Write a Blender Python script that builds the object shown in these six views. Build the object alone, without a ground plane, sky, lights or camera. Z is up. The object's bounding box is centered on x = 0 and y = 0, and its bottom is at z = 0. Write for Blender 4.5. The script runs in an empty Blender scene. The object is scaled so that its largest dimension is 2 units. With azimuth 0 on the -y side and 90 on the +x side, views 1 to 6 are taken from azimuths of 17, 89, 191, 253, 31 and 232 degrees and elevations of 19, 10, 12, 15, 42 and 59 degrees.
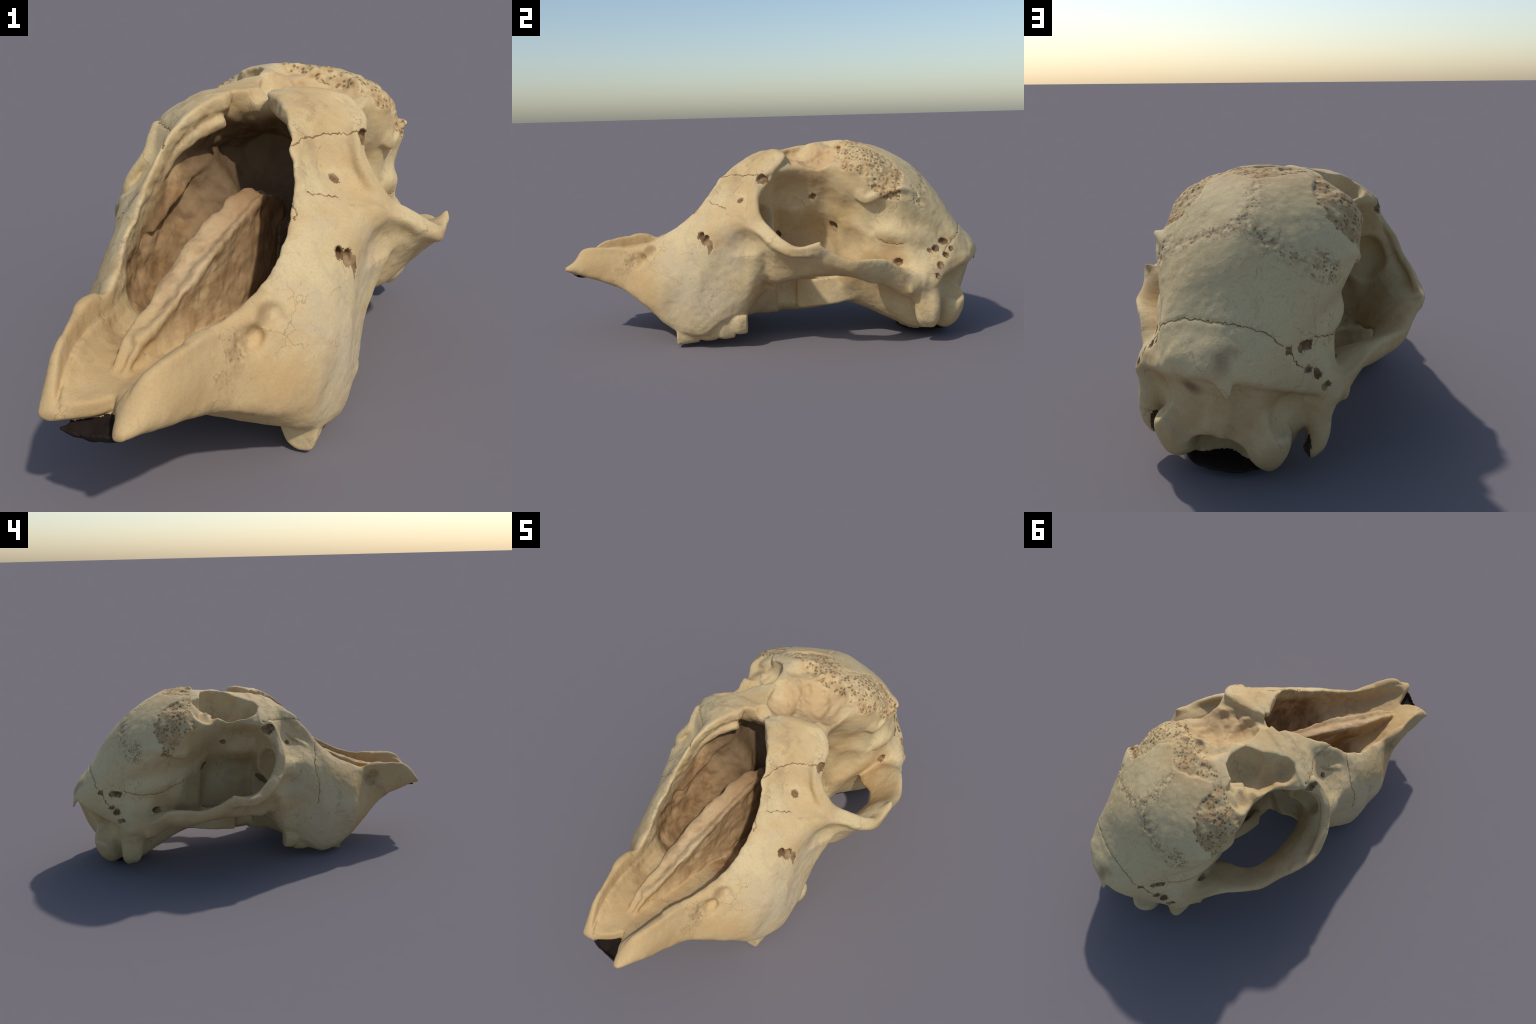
"""A weathered, broken deer-like skull without lower jaw, built as a procedural
signed-distance sculpture: bones are lofts, swept plates and lumps, the nasal
cavity, eye sockets, sinus and pits are carved out of them."""
import bpy, math, time
import numpy as np
from mathutils import Vector, Matrix, Euler

T_START = time.time()
STEP = 0.0045                        # sampling pitch of the field, metres
rng = np.random.default_rng(11)

# ------------------------------------------------------------------ frame
# local frame: s = side (animal's left +), t = snout(-) to nape(+), h = up
YAW, ROLL = 0.06, 0.06
_Rz = np.array([[math.cos(YAW), math.sin(YAW), 0], [-math.sin(YAW), math.cos(YAW), 0], [0, 0, 1]])
_Ry = np.array([[math.cos(ROLL), 0, -math.sin(ROLL)], [0, 1, 0], [math.sin(ROLL), 0, math.cos(ROLL)]])
ROT = _Rz @ _Ry
SHIFT = np.array([0.012, 0.0, 0.0])

LO = np.array([-0.58, -1.04, -0.05])
HI = np.array([0.58, 1.04, 0.97])
N = np.ceil((HI - LO) / STEP).astype(int) + 1
AX = [(LO[i] + STEP * np.arange(N[i])).astype(np.float32) for i in range(3)]
BIG = 0.12


# ------------------------------------------------------------------ helpers
def catmull(P, per, closed=False):
    P = np.asarray(P, float)
    n = len(P)
    out = []
    rngi = range(n if closed else n - 1)
    for i in rngi:
        if closed:
            a, b, c, d = P[(i - 1) % n], P[i], P[(i + 1) % n], P[(i + 2) % n]
        else:
            a, b, c, d = P[max(i - 1, 0)], P[i], P[i + 1], P[min(i + 2, n - 1)]
        for k in range(per):
            u = k / per
            out.append(0.5 * (2 * b + (c - a) * u + (2 * a - 5 * b + 4 * c - d) * u * u + (3 * b - a - 3 * c + d) * u ** 3))
    if not closed:
        out.append(P[-1])
    return np.array(out)


def interp_keys(ts, V, t):
    """monotone-ish cubic interpolation of stacked key values V[k,...] at t"""
    ts = np.asarray(ts, float)
    k = int(np.clip(np.searchsorted(ts, t) - 1, 0, len(ts) - 2))
    h = ts[k + 1] - ts[k]
    u = np.clip((t - ts[k]) / h, 0, 1)

    def slope(i):
        if i == 0:
            return (V[1] - V[0]) / (ts[1] - ts[0])
        if i == len(ts) - 1:
            return (V[-1] - V[-2]) / (ts[-1] - ts[-2])
        h0, h1 = ts[i] - ts[i - 1], ts[i + 1] - ts[i]
        d0, d1 = (V[i] - V[i - 1]) / h0, (V[i + 1] - V[i]) / h1
        m = (h1 * d0 + h0 * d1) / (h0 + h1)
        return np.where(d0 * d1 <= 0, 0.0, np.sign(m) * np.minimum(np.abs(m), 2.5 * np.minimum(np.abs(d0), np.abs(d1))))
    m0, m1 = slope(k), slope(k + 1)
    return ((2 * u ** 3 - 3 * u ** 2 + 1) * V[k] + (u ** 3 - 2 * u ** 2 + u) * h * m0
            + (-2 * u ** 3 + 3 * u ** 2) * V[k + 1] + (u ** 3 - u ** 2) * h * m1)


def poly_sd(X, Y, P):
    """signed distance of points (flat arrays) to closed polygon P"""
    A = P.astype(np.float32)
    B = np.roll(A, -1, 0)
    d2 = np.full(X.shape, 1e9, np.float32)
    ins = np.zeros(X.shape, bool)
    for (ax, ay), (bx, by) in zip(A, B):
        ex, ey = bx - ax, by - ay
        L = ex * ex + ey * ey
        if L < 1e-12:
            continue
        wx, wy = X - ax, Y - ay
        u = np.clip((wx * ex + wy * ey) / L, 0, 1)
        dx, dy = wx - u * ex, wy - u * ey
        np.minimum(d2, dx * dx + dy * dy, out=d2)
        if by != ay:
            c = ((ay > Y) != (by > Y)) & (X < ex * (Y - ay) / ey + ax)
            ins ^= c
    d = np.sqrt(d2)
    return np.where(ins, -d, d)


def box_slices(lo, hi, pad):
    sl = []
    for i in range(3):
        a = int(np.clip(math.floor((lo[i] - pad - LO[i]) / STEP), 0, N[i] - 1))
        b = int(np.clip(math.ceil((hi[i] + pad - LO[i]) / STEP) + 1, a + 1, N[i]))
        sl.append(slice(a, b))
    return tuple(sl)


def coords(sl):
    return (AX[0][sl[0]][:, None, None], AX[1][sl[1]][None, :, None], AX[2][sl[2]][None, None, :])


def loft(keys, per=4, mirror=True, pad=0.08, warp=None, coarse=2):
    """keys: {t: half outline [(s,h)...] (mirrored) or a full ring}. Returns (slices, field)."""
    ts = sorted(keys)
    V = []
    for t in ts:
        ring = list(keys[t])
        if mirror:
            left = [(-x, y) for x, y in ring if x > 1e-6]
            ring = ring + left[::-1]
        V.append(ring)
    V = np.array(V, float)
    lo = (V[..., 0].min() - .03, ts[0], V[..., 1].min())
    hi = (V[..., 0].max() + .03, ts[-1], V[..., 1].max())
    sl = box_slices(lo, hi, pad)
    s, t, h = AX[0][sl[0]], AX[1][sl[1]], AX[2][sl[2]]
    sc, hc = s[::coarse], h[::coarse]
    if sc[-1] < s[-1]:
        sc = np.append(sc, sc[-1] + coarse * STEP)
    if hc[-1] < h[-1]:
        hc = np.append(hc, hc[-1] + coarse * STEP)
    X, Y = [a.ravel().astype(np.float32) for a in np.meshgrid(sc, hc, indexing="ij")]
    F = np.empty((len(sc), len(t), len(hc)), np.float32)
    for j, tv in enumerate(t):
        tc = float(np.clip(tv, ts[0], ts[-1]))
        ring = catmull(interp_keys(ts, V, tc), per, True)
        if warp is not None:
            ring = warp(ring, tc)
        d = poly_sd(X, Y, ring).reshape(len(sc), len(hc))
        F[:, j] = d
    g = np.gradient(F, STEP, axis=1)
    F /= np.sqrt(1 + np.minimum(g * g, 9))
    if coarse > 1:
        def up(A, axis, xs, xc):
            p = (xs - xc[0]) / (coarse * STEP)
            i = np.clip(p.astype(int), 0, len(xc) - 2)
            w = (p - i).astype(np.float32)
            shp = [1, 1, 1]
            shp[axis] = -1
            w = w.reshape(shp)
            return np.take(A, i, axis) * (1 - w) + np.take(A, i + 1, axis) * w
        F = up(up(F, 0, s, sc), 2, h, hc)
    over = np.maximum(ts[0] - t, t - ts[-1])[None, :, None]
    F = np.maximum(F, over)
    return sl, F.astype(np.float32)


def ellipsoid(c, r, rot=(0, 0, 0), pad=0.06):
    c, r = np.array(c, float), np.array(r, float)
    M = np.array(Euler([math.radians(a) for a in rot]).to_matrix())
    ext = np.sqrt(((M * r) ** 2).sum(1))
    sl = box_slices(c - ext, c + ext, pad)
    S, T, H = coords(sl)
    S, T, H = S - np.float32(c[0]), T - np.float32(c[1]), H - np.float32(c[2])
    q = [(M[0, i] * S + M[1, i] * T + M[2, i] * H).astype(np.float32) for i in range(3)]
    k0 = np.sqrt(sum((q[i] / r[i]) ** 2 for i in range(3)))
    k1 = np.sqrt(sum((q[i] / r[i] ** 2) ** 2 for i in range(3)))
    return sl, (k0 * (k0 - 1) / np.maximum(k1, 1e-6)).astype(np.float32)


def sweep(path, wid, thk, tilt, per=6, pad=0.06):
    """swept flattened tube. path: points; wid/thk: half sizes across; tilt: direction of the
    wide axis at each point (made perpendicular to the path)."""
    n = len(path)
    P = catmull(path, per)
    W = catmull(np.array(wid, float).reshape(-1, 1), per)[:, 0] if np.ndim(wid) else np.full(len(P), wid)
    K = catmull(np.array(thk, float).reshape(-1, 1), per)[:, 0] if np.ndim(thk) else np.full(len(P), thk)
    D = catmull(np.array(tilt, float) if np.ndim(tilt) == 2 else np.tile(tilt, (n, 1)), per)
    m = max(W.max(), K.max())
    sl = box_slices(P.min(0) - m, P.max(0) + m, pad)
    S, T, H = coords(sl)
    F = np.full((S.shape[0], T.shape[1], H.shape[2]), 1.0, np.float32)
    for i in range(len(P) - 1):
        a, b = P[i], P[i + 1]
        mm = max(W[i], W[i + 1], K[i], K[i + 1])
        s2 = box_slices(np.minimum(a, b) - mm, np.maximum(a, b) + mm, pad)
        loc = tuple(slice(max(s2[k].start, sl[k].start) - sl[k].start, min(s2[k].stop, sl[k].stop) - sl[k].start) for k in range(3))
        s, t, h = S[loc[0]] - a[0], T[:, loc[1]] - a[1], H[:, :, loc[2]] - a[2]
        e = b - a
        L2 = e @ e
        u = np.clip((s * e[0] + t * e[1] + h * e[2]) / L2, 0, 1).astype(np.float32)
        x, y, z = s - u * e[0], t - u * e[1], h - u * e[2]
        tan = e / math.sqrt(L2)
        d = D[i] + D[i + 1]
        d = d - tan * (d @ tan)
        d /= np.linalg.norm(d)
        nn = np.cross(tan, d)
        p = x * d[0] + y * d[1] + z * d[2]
        q = x * nn[0] + y * nn[1] + z * nn[2]
        r = x * tan[0] + y * tan[1] + z * tan[2]
        w = W[i] + (W[i + 1] - W[i]) * u
        k = K[i] + (K[i + 1] - K[i]) * u
        # rounded plate: box (w-k) wide, rounded by k
        pp = np.maximum(np.abs(p) - np.maximum(w - k, 0), 0)
        kk = np.minimum(w, k)
        dd = np.sqrt(pp * pp + q * q + r * r) - kk
        F[loc] = np.minimum(F[loc], dd)
    return sl, F


# ------------------------------------------------------------------ the field and its labels
FIELD = np.full(tuple(N), BIG, np.float32)
LABEL = np.zeros(tuple(N), np.uint8)
NAMES = ["cranium"]


def lab(name):
    if name not in NAMES:
        NAMES.append(name)
    return NAMES.index(name)


def add(shape, k=0.0, name=None):
    sl, d = shape
    f = FIELD[sl]
    if name:
        LABEL[sl][d < f] = lab(name)
    if k > 0:
        hh = np.maximum(k - np.abs(f - d), 0) / k
        FIELD[sl] = np.minimum(f, d) - hh * hh * k * 0.25
    else:
        FIELD[sl] = np.minimum(f, d)


def cut(shape, k=0.0, name=None):
    sl, d = shape
    f = FIELD[sl]
    if name:
        LABEL[sl][-d > f - 0.004] = lab(name)
    if k > 0:
        hh = np.maximum(k - np.abs(f + d), 0) / k
        FIELD[sl] = np.maximum(f, -d) + hh * hh * k * 0.25
    else:
        FIELD[sl] = np.maximum(f, -d)


def noise_grid(cell, seed, octaves=2):
    """smooth value noise over the whole grid, about -1..1"""
    r = np.random.default_rng(seed)
    out = None
    for o in range(octaves):
        c = cell / 2 ** o
        n = np.ceil((HI - LO) / c).astype(int) + 3
        G = r.uniform(-1, 1, n).astype(np.float32)
        for ax in range(3):
            p = (AX[ax] - LO[ax]) / c
            i = p.astype(int)
            w = p - i
            w = (w * w * (3 - 2 * w)).astype(np.float32)
            shp = [1, 1, 1]
            shp[ax] = -1
            w = w.reshape(shp)
            G = np.take(G, i, ax) * (1 - w) + np.take(G, i + 1, ax) * w
        out = G if out is None else out + G * 0.5 ** o
    return out


# ------------------------------------------------------------------ 1. face: maxillae, outer hull
def face_bend(t):
    return -0.032 * min(1.0, max(0.0, (-t - 0.50) / 0.45))


def face_warp(ring, t):
    """the right cheek is a little fuller low down"""
    low = np.clip((0.50 - ring[:, 1]) / 0.2, 0, 1) * np.clip((t + .70) / .2, 0, 1) * np.clip((-.14 - t) / .16, 0, 1)
    ring[:, 0] = np.where(ring[:, 0] < 0, ring[:, 0] * (1 + 0.065 * low), ring[:, 0])
    ring[:, 0] += face_bend(t)
    return ring


FACE = {
    -0.76: [(0, .40), (.08, .42), (.125, .438), (.138, .405), (.148, .37), (.154, .32), (.146, .275), (.13, .262), (.10, .262), (.07, .264), (.04, .266), (0, .27)],
    -0.66: [(0, .42), (.10, .43), (.152, .440), (.176, .405), (.192, .36), (.204, .295), (.204, .228), (.17, .212), (.13, .205), (.09, .20), (.04, .198), (0, .198)],
    -0.58: [(0, .44), (.12, .45), (.192, .455), (.224, .41), (.244, .35), (.266, .27), (.264, .190), (.22, .160), (.16, .152), (.11, .15), (.05, .15), (0, .15)],
    -0.50: [(0, .48), (.12, .49), (.205, .495), (.258, .45), (.298, .38), (.322, .28), (.315, .18), (.278, .108), (.20, .098), (.14, .10), (.06, .12), (0, .12)],
    -0.43: [(0, .52), (.12, .53), (.212, .535), (.268, .495), (.312, .42), (.340, .30), (.332, .20), (.300, .07), (.21, .06), (.16, .09), (.08, .12), (0, .12)],
    -0.33: [(0, .61), (.12, .615), (.212, .618), (.275, .57), (.325, .49), (.352, .36), (.358, .22), (.325, .05), (.21, .045), (.16, .09), (.08, .12), (0, .12)],
    -0.22: [(0, .77), (.10, .77), (.185, .757), (.250, .65), (.325, .590), (.360, .53), (.358, .36), (.342, .12), (.22, .05), (.15, .09), (.08, .11), (0, .11)],
    -0.12: [(0, .84), (.09, .845), (.180, .81), (.258, .672), (.338, .608), (.398, .560), (.368, .38), (.325, .17), (.21, .12), (.14, .10), (.08, .10), (0, .10)],
    -0.05: [(0, .86), (.12, .865), (.230, .82), (.312, .735), (.348, .645), (.412, .555), (.405, .42), (.320, .25), (.20, .20), (.12, .13), (.07, .10), (0, .10)],
    0.02: [(0, .87), (.12, .87), (.23, .84), (.318, .78), (.355, .655), (.430, .525), (.405, .42), (.330, .31), (.22, .26), (.13, .18), (.07, .11), (0, .10)],
}
add(loft(FACE, warp=face_warp), name="maxilla")

# ------------------------------------------------------------------ 2. cranium: frontals, braincase, base
CRAN = {
    -0.04: [(0, .862), (.09, .866), (.18, .84), (.27, .79), (.30, .755), (.235, .69), (.212, .61), (.11, .50), (.07, .40), (.065, .30), (.08, .15), (0, .10)],
    0.04: [(0, .875), (.10, .876), (.20, .858), (.295, .80), (.305, .765), (.222, .69), (.208, .61), (.10, .50), (.065, .40), (.06, .28), (.085, .15), (0, .10)],
    0.14: [(0, .897), (.10, .894), (.19, .862), (.250, .805), (.248, .765), (.200, .68), (.172, .60), (.085, .50), (.060, .40), (.065, .28), (.10, .15), (0, .105)],
    0.25: [(0, .913), (.12, .910), (.21, .870), (.262, .805), (.240, .740), (.182, .66), (.135, .58), (.078, .50), (.060, .41), (.065, .28), (.10, .16), (0, .12)],
    0.30: [(0, .918), (.125, .910), (.225, .866), (.280, .80), (.258, .715), (.200, .63), (.165, .56), (.118, .50), (.102, .42), (.085, .29), (.10, .17), (0, .13)],
    0.34: [(0, .922), (.13, .908), (.24, .862), (.300, .79), (.280, .69), (.222, .61), (.205, .55), (.212, .49), (.220, .42), (.185, .30), (.11, .18), (0, .14)],
    0.44: [(0, .906), (.13, .893), (.262, .848), (.324, .775), (.325, .69), (.300, .62), (.275, .54), (.262, .45), (.25, .37), (.20, .28), (.12, .15), (0, .112)],
    0.56: [(0, .860), (.13, .838), (.258, .782), (.330, .690), (.322, .63), (.294, .55), (.284, .47), (.280, .40), (.27, .33), (.22, .23), (.14, .09), (0, .062)],
    0.68: [(0, .786), (.13, .745), (.232, .682), (.282, .595), (.266, .515), (.270, .44), (.295, .37), (.315, .32), (.305, .26), (.23, .15), (.16, .04), (0, .02)],
    0.78: [(0, .672), (.12, .645), (.195, .590), (.224, .52), (.228, .45), (.255, .39), (.285, .340), (.245, .28), (.20, .20), (.18, .12), (.14, .055), (0, .045)],
    0.86: [(0, .552), (.10, .535), (.165, .50), (.192, .465), (.198, .435), (.203, .40), (.210, .355), (.175, .30), (.15, .24), (.13, .19), (.10, .12), (0, .11)],
    0.905: [(0, .495), (.08, .483), (.13, .46), (.155, .435), (.165, .415), (.172, .395), (.178, .365), (.145, .33), (.11, .30), (.08, .28), (.05, .27), (0, .26)],
    0.95: [(0, .445), (.05, .435), (.085, .425), (.105, .412), (.11, .405), (.112, .395), (.105, .375), (.09, .362), (.07, .355), (.05, .35), (.03, .345), (0, .34)],
    0.972: [(0, .41), (.02, .41), (.03, .408), (.04, .40), (.042, .395), (.042, .388), (.04, .38), (.03, .375), (.02, .375), (.015, .37), (.01, .37), (0, .37)],
}
add(loft(CRAN), k=0.025, name="cranium")

# eye sockets eat into the back of the face
for sg in (1, -1):
    cut(ellipsoid((sg * .415, .150, .62), (.238, .205, .185), (0, 0, 0)), k=0.015, name="eye_socket")
    cut(ellipsoid((sg * .205, .035, .365), (.105, .092, .125), (0, 0, 0)), k=0.02, name="eye_socket")
    cut(ellipsoid((sg * .295, -.020, .540), (.070, .080, .090), (0, 0, 0)), k=0.02, name="eye_socket")
    cut(ellipsoid((sg * .33, .20, .42), (.20, .245, .20), (0, 0, 0)), k=0.02)
    cut(ellipsoid((sg * .33, .20, .25), (.20, .235, .20), (0, 0, 0)), k=0.02)

# ------------------------------------------------------------------ 3. cheek arches: a bowl-shaped band
ARCH = {
    -0.13: [(.395, .560), (.375, .565), (.33, .50), (.29, .40), (.34, .38), (.385, .46)],
    -0.04: [(.446, .510), (.428, .520), (.335, .485), (.262, .30), (.325, .305), (.390, .420)],
    0.03: [(.500, .462), (.482, .472), (.378, .452), (.300, .285), (.370, .300), (.422, .382)],
    0.11: [(.530, .447), (.510, .457), (.425, .432), (.335, .310), (.400, .315), (.452, .372)],
    0.20: [(.535, .455), (.517, .468), (.445, .435), (.366, .325), (.428, .328), (.480, .380)],
    0.29: [(.512, .415), (.492, .425), (.45, .40), (.372, .328), (.43, .325), (.495, .365)],
    0.37: [(.500, .388), (.480, .400), (.43, .38), (.340, .325), (.42, .312), (.480, .340)],
    0.44: [(.468, .388), (.445, .397), (.39, .37), (.250, .310), (.37, .280), (.440, .325)],
    0.52: [(.418, .372), (.392, .380), (.33, .36), (.230, .310), (.32, .260), (.390, .31)],
    0.60: [(.372, .318), (.350, .328), (.31, .335), (.200, .310), (.29, .210), (.345, .25)],
    0.67: [(.325, .285), (.312, .298), (.27, .32), (.180, .300), (.25, .200), (.305, .22)],
}
for sg, nm in ((1, "zygomatic_arch"), (-1, "zygomatic_arch.r")):
    add(loft({t: [(sg * x, y) for x, y in r] for t, r in ARCH.items()}, mirror=False, coarse=1), k=0.025, name=nm)
    # broken stub of the bar behind the eye
    add(sweep([(sg * .512, .190, .44), (sg * .528, .217, .480)], [.035, .006], [.016, .006], (0, 1, 0)), k=0.015, name=nm)
    # hollow of the cheek below the rim
    cut(ellipsoid((sg * .452, -.125, .458), (.080, .110, .082), (0, 0, sg * -25)), k=0.020)
    # front rim of the socket
    w = .010 if sg > 0 else .030
    add(sweep([(sg * .302, -.030, .770), (sg * .322, -.060, .705), (sg * (.350 + w), -.068, .630), (sg * (.392 + w), -.045, .560), (sg * (.452 + w * .6), .000, .512), (sg * .500, .055, .468), (sg * .518, .110, .440), (sg * .518, .17, .430)],
              [.016, .022, .026, .028, .028, .026, .022, .012], [.011, .013, .014, .014, .014, .014, .013, .010], [(sg * .8, -.6, 0)] + [(sg * .1, -.8, -.5)] * 5 + [(sg * .1, -.3, -.9)] * 2), k=0.022, name=nm)

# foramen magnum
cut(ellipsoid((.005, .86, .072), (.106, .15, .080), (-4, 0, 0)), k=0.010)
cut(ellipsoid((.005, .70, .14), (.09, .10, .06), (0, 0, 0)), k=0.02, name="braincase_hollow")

for sg in (1, -1):
    # shelf above the ear, with the ear canal
    add(ellipsoid((sg * .275, .67, .285), (.065, .09, .05), (25, 0, sg * 10)), k=0.05, name="temporal_bone")
    add(ellipsoid((sg * .325, .63, .265), (.022, .028, .045), (0, sg * 10, 0)), k=0.02, name="temporal_bone")
    add(ellipsoid((sg * .345, .625, .250), (.012, .012, .028), (0, sg * 10, 0)), k=0.006, name="temporal_bone")
    # jugular process
    add(sweep([(sg * .278, .70, .25), (sg * .282, .705, .16), (sg * .274, .708, .11), (sg * .258, .710, .082)],
              [.065, .058, .052, .042], [.036, .034, .032, .026], (sg * .2, 1, 0)), k=0.04, name="jugular_process")
    # condyle
    add(ellipsoid((sg * .158, .825, .138), (.060, .065, .108), (-16, sg * 10, 0)), k=0.03, name="occipital_condyle")
    # muscular tubercle of the temporal wall
    add(ellipsoid((sg * .25, .60, .48), (.05, .12, .035), (-12, 0, sg * 10)), k=0.05)
    # pterygoid plate
    add(sweep([(sg * .110, .13, .20), (sg * .124, .20, .205), (sg * .124, .30, .215), (sg * .11, .38, .23)], [.07, .065, .065, .06], [.013, .011, .011, .015], (0, 0, 1)), k=0.03, name="pterygoid")
    # gap between jugular process and condyle
    cut(ellipsoid((sg * .238, .785, .075), (.026, .065, .085), (0, sg * 8, 0)), k=0.012, name="skull_base")
    # nuchal hollows
    cut(ellipsoid((sg * .105, .965, .25), (.075, .055, .085), (-20, 0, sg * -12)), k=0.03, name="nuchal_plane")
    cut(ellipsoid((sg * .225, .865, .240), (.065, .090, .070), (0, 0, sg * -25)), k=0.02, name="nuchal_plane")

# the ridge and the torn spike of the nape
add(sweep([(-.01, .925, .38), (-.03, .925, .32), (-.02, .905, .24), (0, .88, .18)], [.03, .03, .035, .03], [.02, .02, .02, .015], (1, 0, 0)), k=0.04)
# lip of the nuchal crest
add(sweep([(.318, .73, .280), (.270, .775, .318), (.19, .865, .352), (.08, .94, .382), (-.02, .96, .392), (-.11, .935, .384), (-.20, .86, .345), (-.275, .77, .312), (-.322, .70, .275)],
          [.02] * 9, [.011] * 9, (0, .8, -.6)), k=.025)
add(ellipsoid((0, .725, .026), (.15, .13, .012)), k=.004, name="black_web")  # thin near-black disc closing the bottom between the condyles
add(sweep([(-.03, .94, .395), (-.05, .972, .370), (-.067, .992, .322)], [.034, .026, .004], [.012, .009, .003], (1, 0, 0)), k=0.01, name="nuchal_spur")

# ------------------------------------------------------------------ 4. snout blades
BLADE_L = {-0.998: [(.050, .326), (.060, .336), (.075, .334), (.075, .322), (.062, .316), (.052, .318)],
           -0.96: [(.022, .330), (.055, .362), (.090, .352), (.096, .325), (.070, .308), (.030, .308)],
           -0.90: [(-.005, .345), (.082, .425), (.112, .395), (.122, .33), (.095, .295), (.005, .300)],
           -0.83: [(-.02, .35), (.102, .436), (.130, .405), (.142, .335), (.115, .278), (.0, .285)],
           -0.74: [(-.02, .36), (.120, .437), (.142, .405), (.155, .32), (.14, .255), (.0, .270)],
           -0.62: [(.05, .36), (.140, .40), (.172, .38), (.182, .31), (.15, .25), (.05, .270)]}
BLADE_R = {-0.958: [(-.150, .330), (-.130, .336), (-.100, .330), (-.095, .322), (-.125, .314), (-.148, .318)],
           -0.93: [(-.152, .362), (-.125, .376), (-.06, .345), (-.055, .318), (-.12, .306), (-.152, .325)],
           -0.875: [(-.166, .400), (-.138, .432), (-.03, .352), (-.03, .305), (-.13, .290), (-.168, .335)],
           -0.80: [(-.176, .430), (-.150, .453), (-.03, .355), (-.03, .285), (-.14, .272), (-.180, .335)],
           -0.70: [(-.202, .440), (-.178, .462), (-.02, .360), (-.02, .265), (-.15, .250), (-.208, .325)],
           -0.62: [(-.21, .41), (-.18, .42), (-.04, .360), (-.04, .265), (-.15, .250), (-.225, .325)]}
add(loft(BLADE_L, mirror=False, coarse=1), k=0.02, name="premaxilla")
add(loft(BLADE_R, mirror=False, coarse=1), k=0.02, name="premaxilla.r")
add(ellipsoid((-.190, -.660, .452), (.020, .05, .022), (0, 0, 10)), k=0.03, name="premaxilla.r")

# ------------------------------------------------------------------ 5. nasal cavity
TOP = 1.1


def cavity(right, left=None):
    left = right if left is None else left
    a = [(0, right[0][1])] + right[:-1] + [(0, right[-1][1])]
    return a + [(-x, y) for x, y in left[:-1]][::-1]


CAV = {
    -1.03: cavity([(.035, TOP), (.035, .45), (.030, .41), (.022, .37), (.015, .350), (0, .345)]),
    -0.94: cavity([(.085, TOP), (.085, .44), (.075, .41), (.055, .375), (.03, .350), (0, .345)], [(.085, TOP), (.085, .41), (.072, .365), (.042, .350), (.02, .348), (0, .345)]),
    -0.86: cavity([(.106, TOP), (.106, .45), (.098, .42), (.078, .365), (.04, .350), (0, .345)], [(.114, TOP), (.113, .45), (.102, .395), (.065, .362), (.03, .350), (0, .345)]),
    -0.75: cavity([(.118, TOP), (.118, .45), (.115, .42), (.100, .365), (.06, .350), (0, .345)], [(.148, TOP), (.148, .46), (.138, .415), (.100, .372), (.04, .355), (0, .345)]),
    -0.58: cavity([(.170, TOP), (.170, .46), (.170, .42), (.150, .370), (.10, .350), (0, .340)], [(.176, TOP), (.176, .47), (.174, .41), (.150, .352), (.06, .345), (0, .340)]),
    -0.48: cavity([(.200, TOP), (.203, .50), (.205, .44), (.190, .370), (.12, .340), (0, .335)], [(.197, TOP), (.197, .50), (.200, .41), (.165, .350), (.08, .345), (0, .335)]),
    -0.40: cavity([(.207, TOP), (.212, .55), (.230, .45), (.210, .35), (.12, .328), (0, .32)], [(.212, TOP), (.214, .55), (.245, .45), (.240, .34), (.16, .295), (0, .30)]),
    -0.30: cavity([(.206, TOP), (.208, .64), (.236, .50), (.220, .37), (.12, .320), (0, .31)], [(.206, TOP), (.208, .64), (.250, .48), (.250, .34), (.16, .275), (0, .28)]),
    -0.22: cavity([(.180, TOP), (.180, .76), (.228, .58), (.220, .40), (.12, .328), (0, .31)], [(.180, TOP), (.180, .76), (.228, .55), (.245, .38), (.16, .290), (0, .29)]),
    -0.14: cavity([(.136, TOP), (.140, .80), (.232, .66), (.205, .44), (.11, .325), (0, .305)], [(.136, TOP), (.140, .80), (.225, .64), (.215, .42), (.13, .315), (0, .305)]),
    -0.08: cavity([(.092, TOP), (.097, .82), (.238, .69), (.180, .46), (.09, .340), (0, .315)], [(.092, TOP), (.097, .82), (.215, .69), (.150, .46), (.10, .330), (0, .315)]),
    -0.025: cavity([(.020, TOP), (.060, .83), (.205, .70), (.135, .49), (.05, .34), (0, .325)], [(.020, TOP), (.060, .83), (.175, .70), (.085, .48), (.06, .335), (0, .325)]),
    0.00: cavity([(.03, .815), (.11, .80), (.185, .70), (.110, .50), (.03, .345), (0, .335)], [(.03, .815), (.09, .79), (.160, .70), (.060, .52), (.04, .345), (0, .335)]),
    0.10: cavity([(.03, .745), (.06, .735), (.150, .69), (.105, .59), (.03, .52), (0, .51)]),
    0.17: cavity([(.03, .72), (.05, .71), (.105, .67), (.07, .61), (.02, .58), (0, .57)]),
}


def cav_warp(ring, t):
    ring[:, 0] += face_bend(t)
    return ring


RAG = noise_grid(0.045, 21, 3)


def ragged(c, r, rot=(0, 0, 0), amp=.007, k=.010, name=None):
    sl, d = ellipsoid(c, r, rot)
    cut((sl, d + amp * RAG[sl]), k=k, name=name)


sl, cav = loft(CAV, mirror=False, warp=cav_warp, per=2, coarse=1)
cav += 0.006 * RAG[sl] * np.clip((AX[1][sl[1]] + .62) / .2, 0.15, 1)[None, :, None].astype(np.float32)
cut((sl, cav), k=0.010, name="nasal_cavity")


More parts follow.
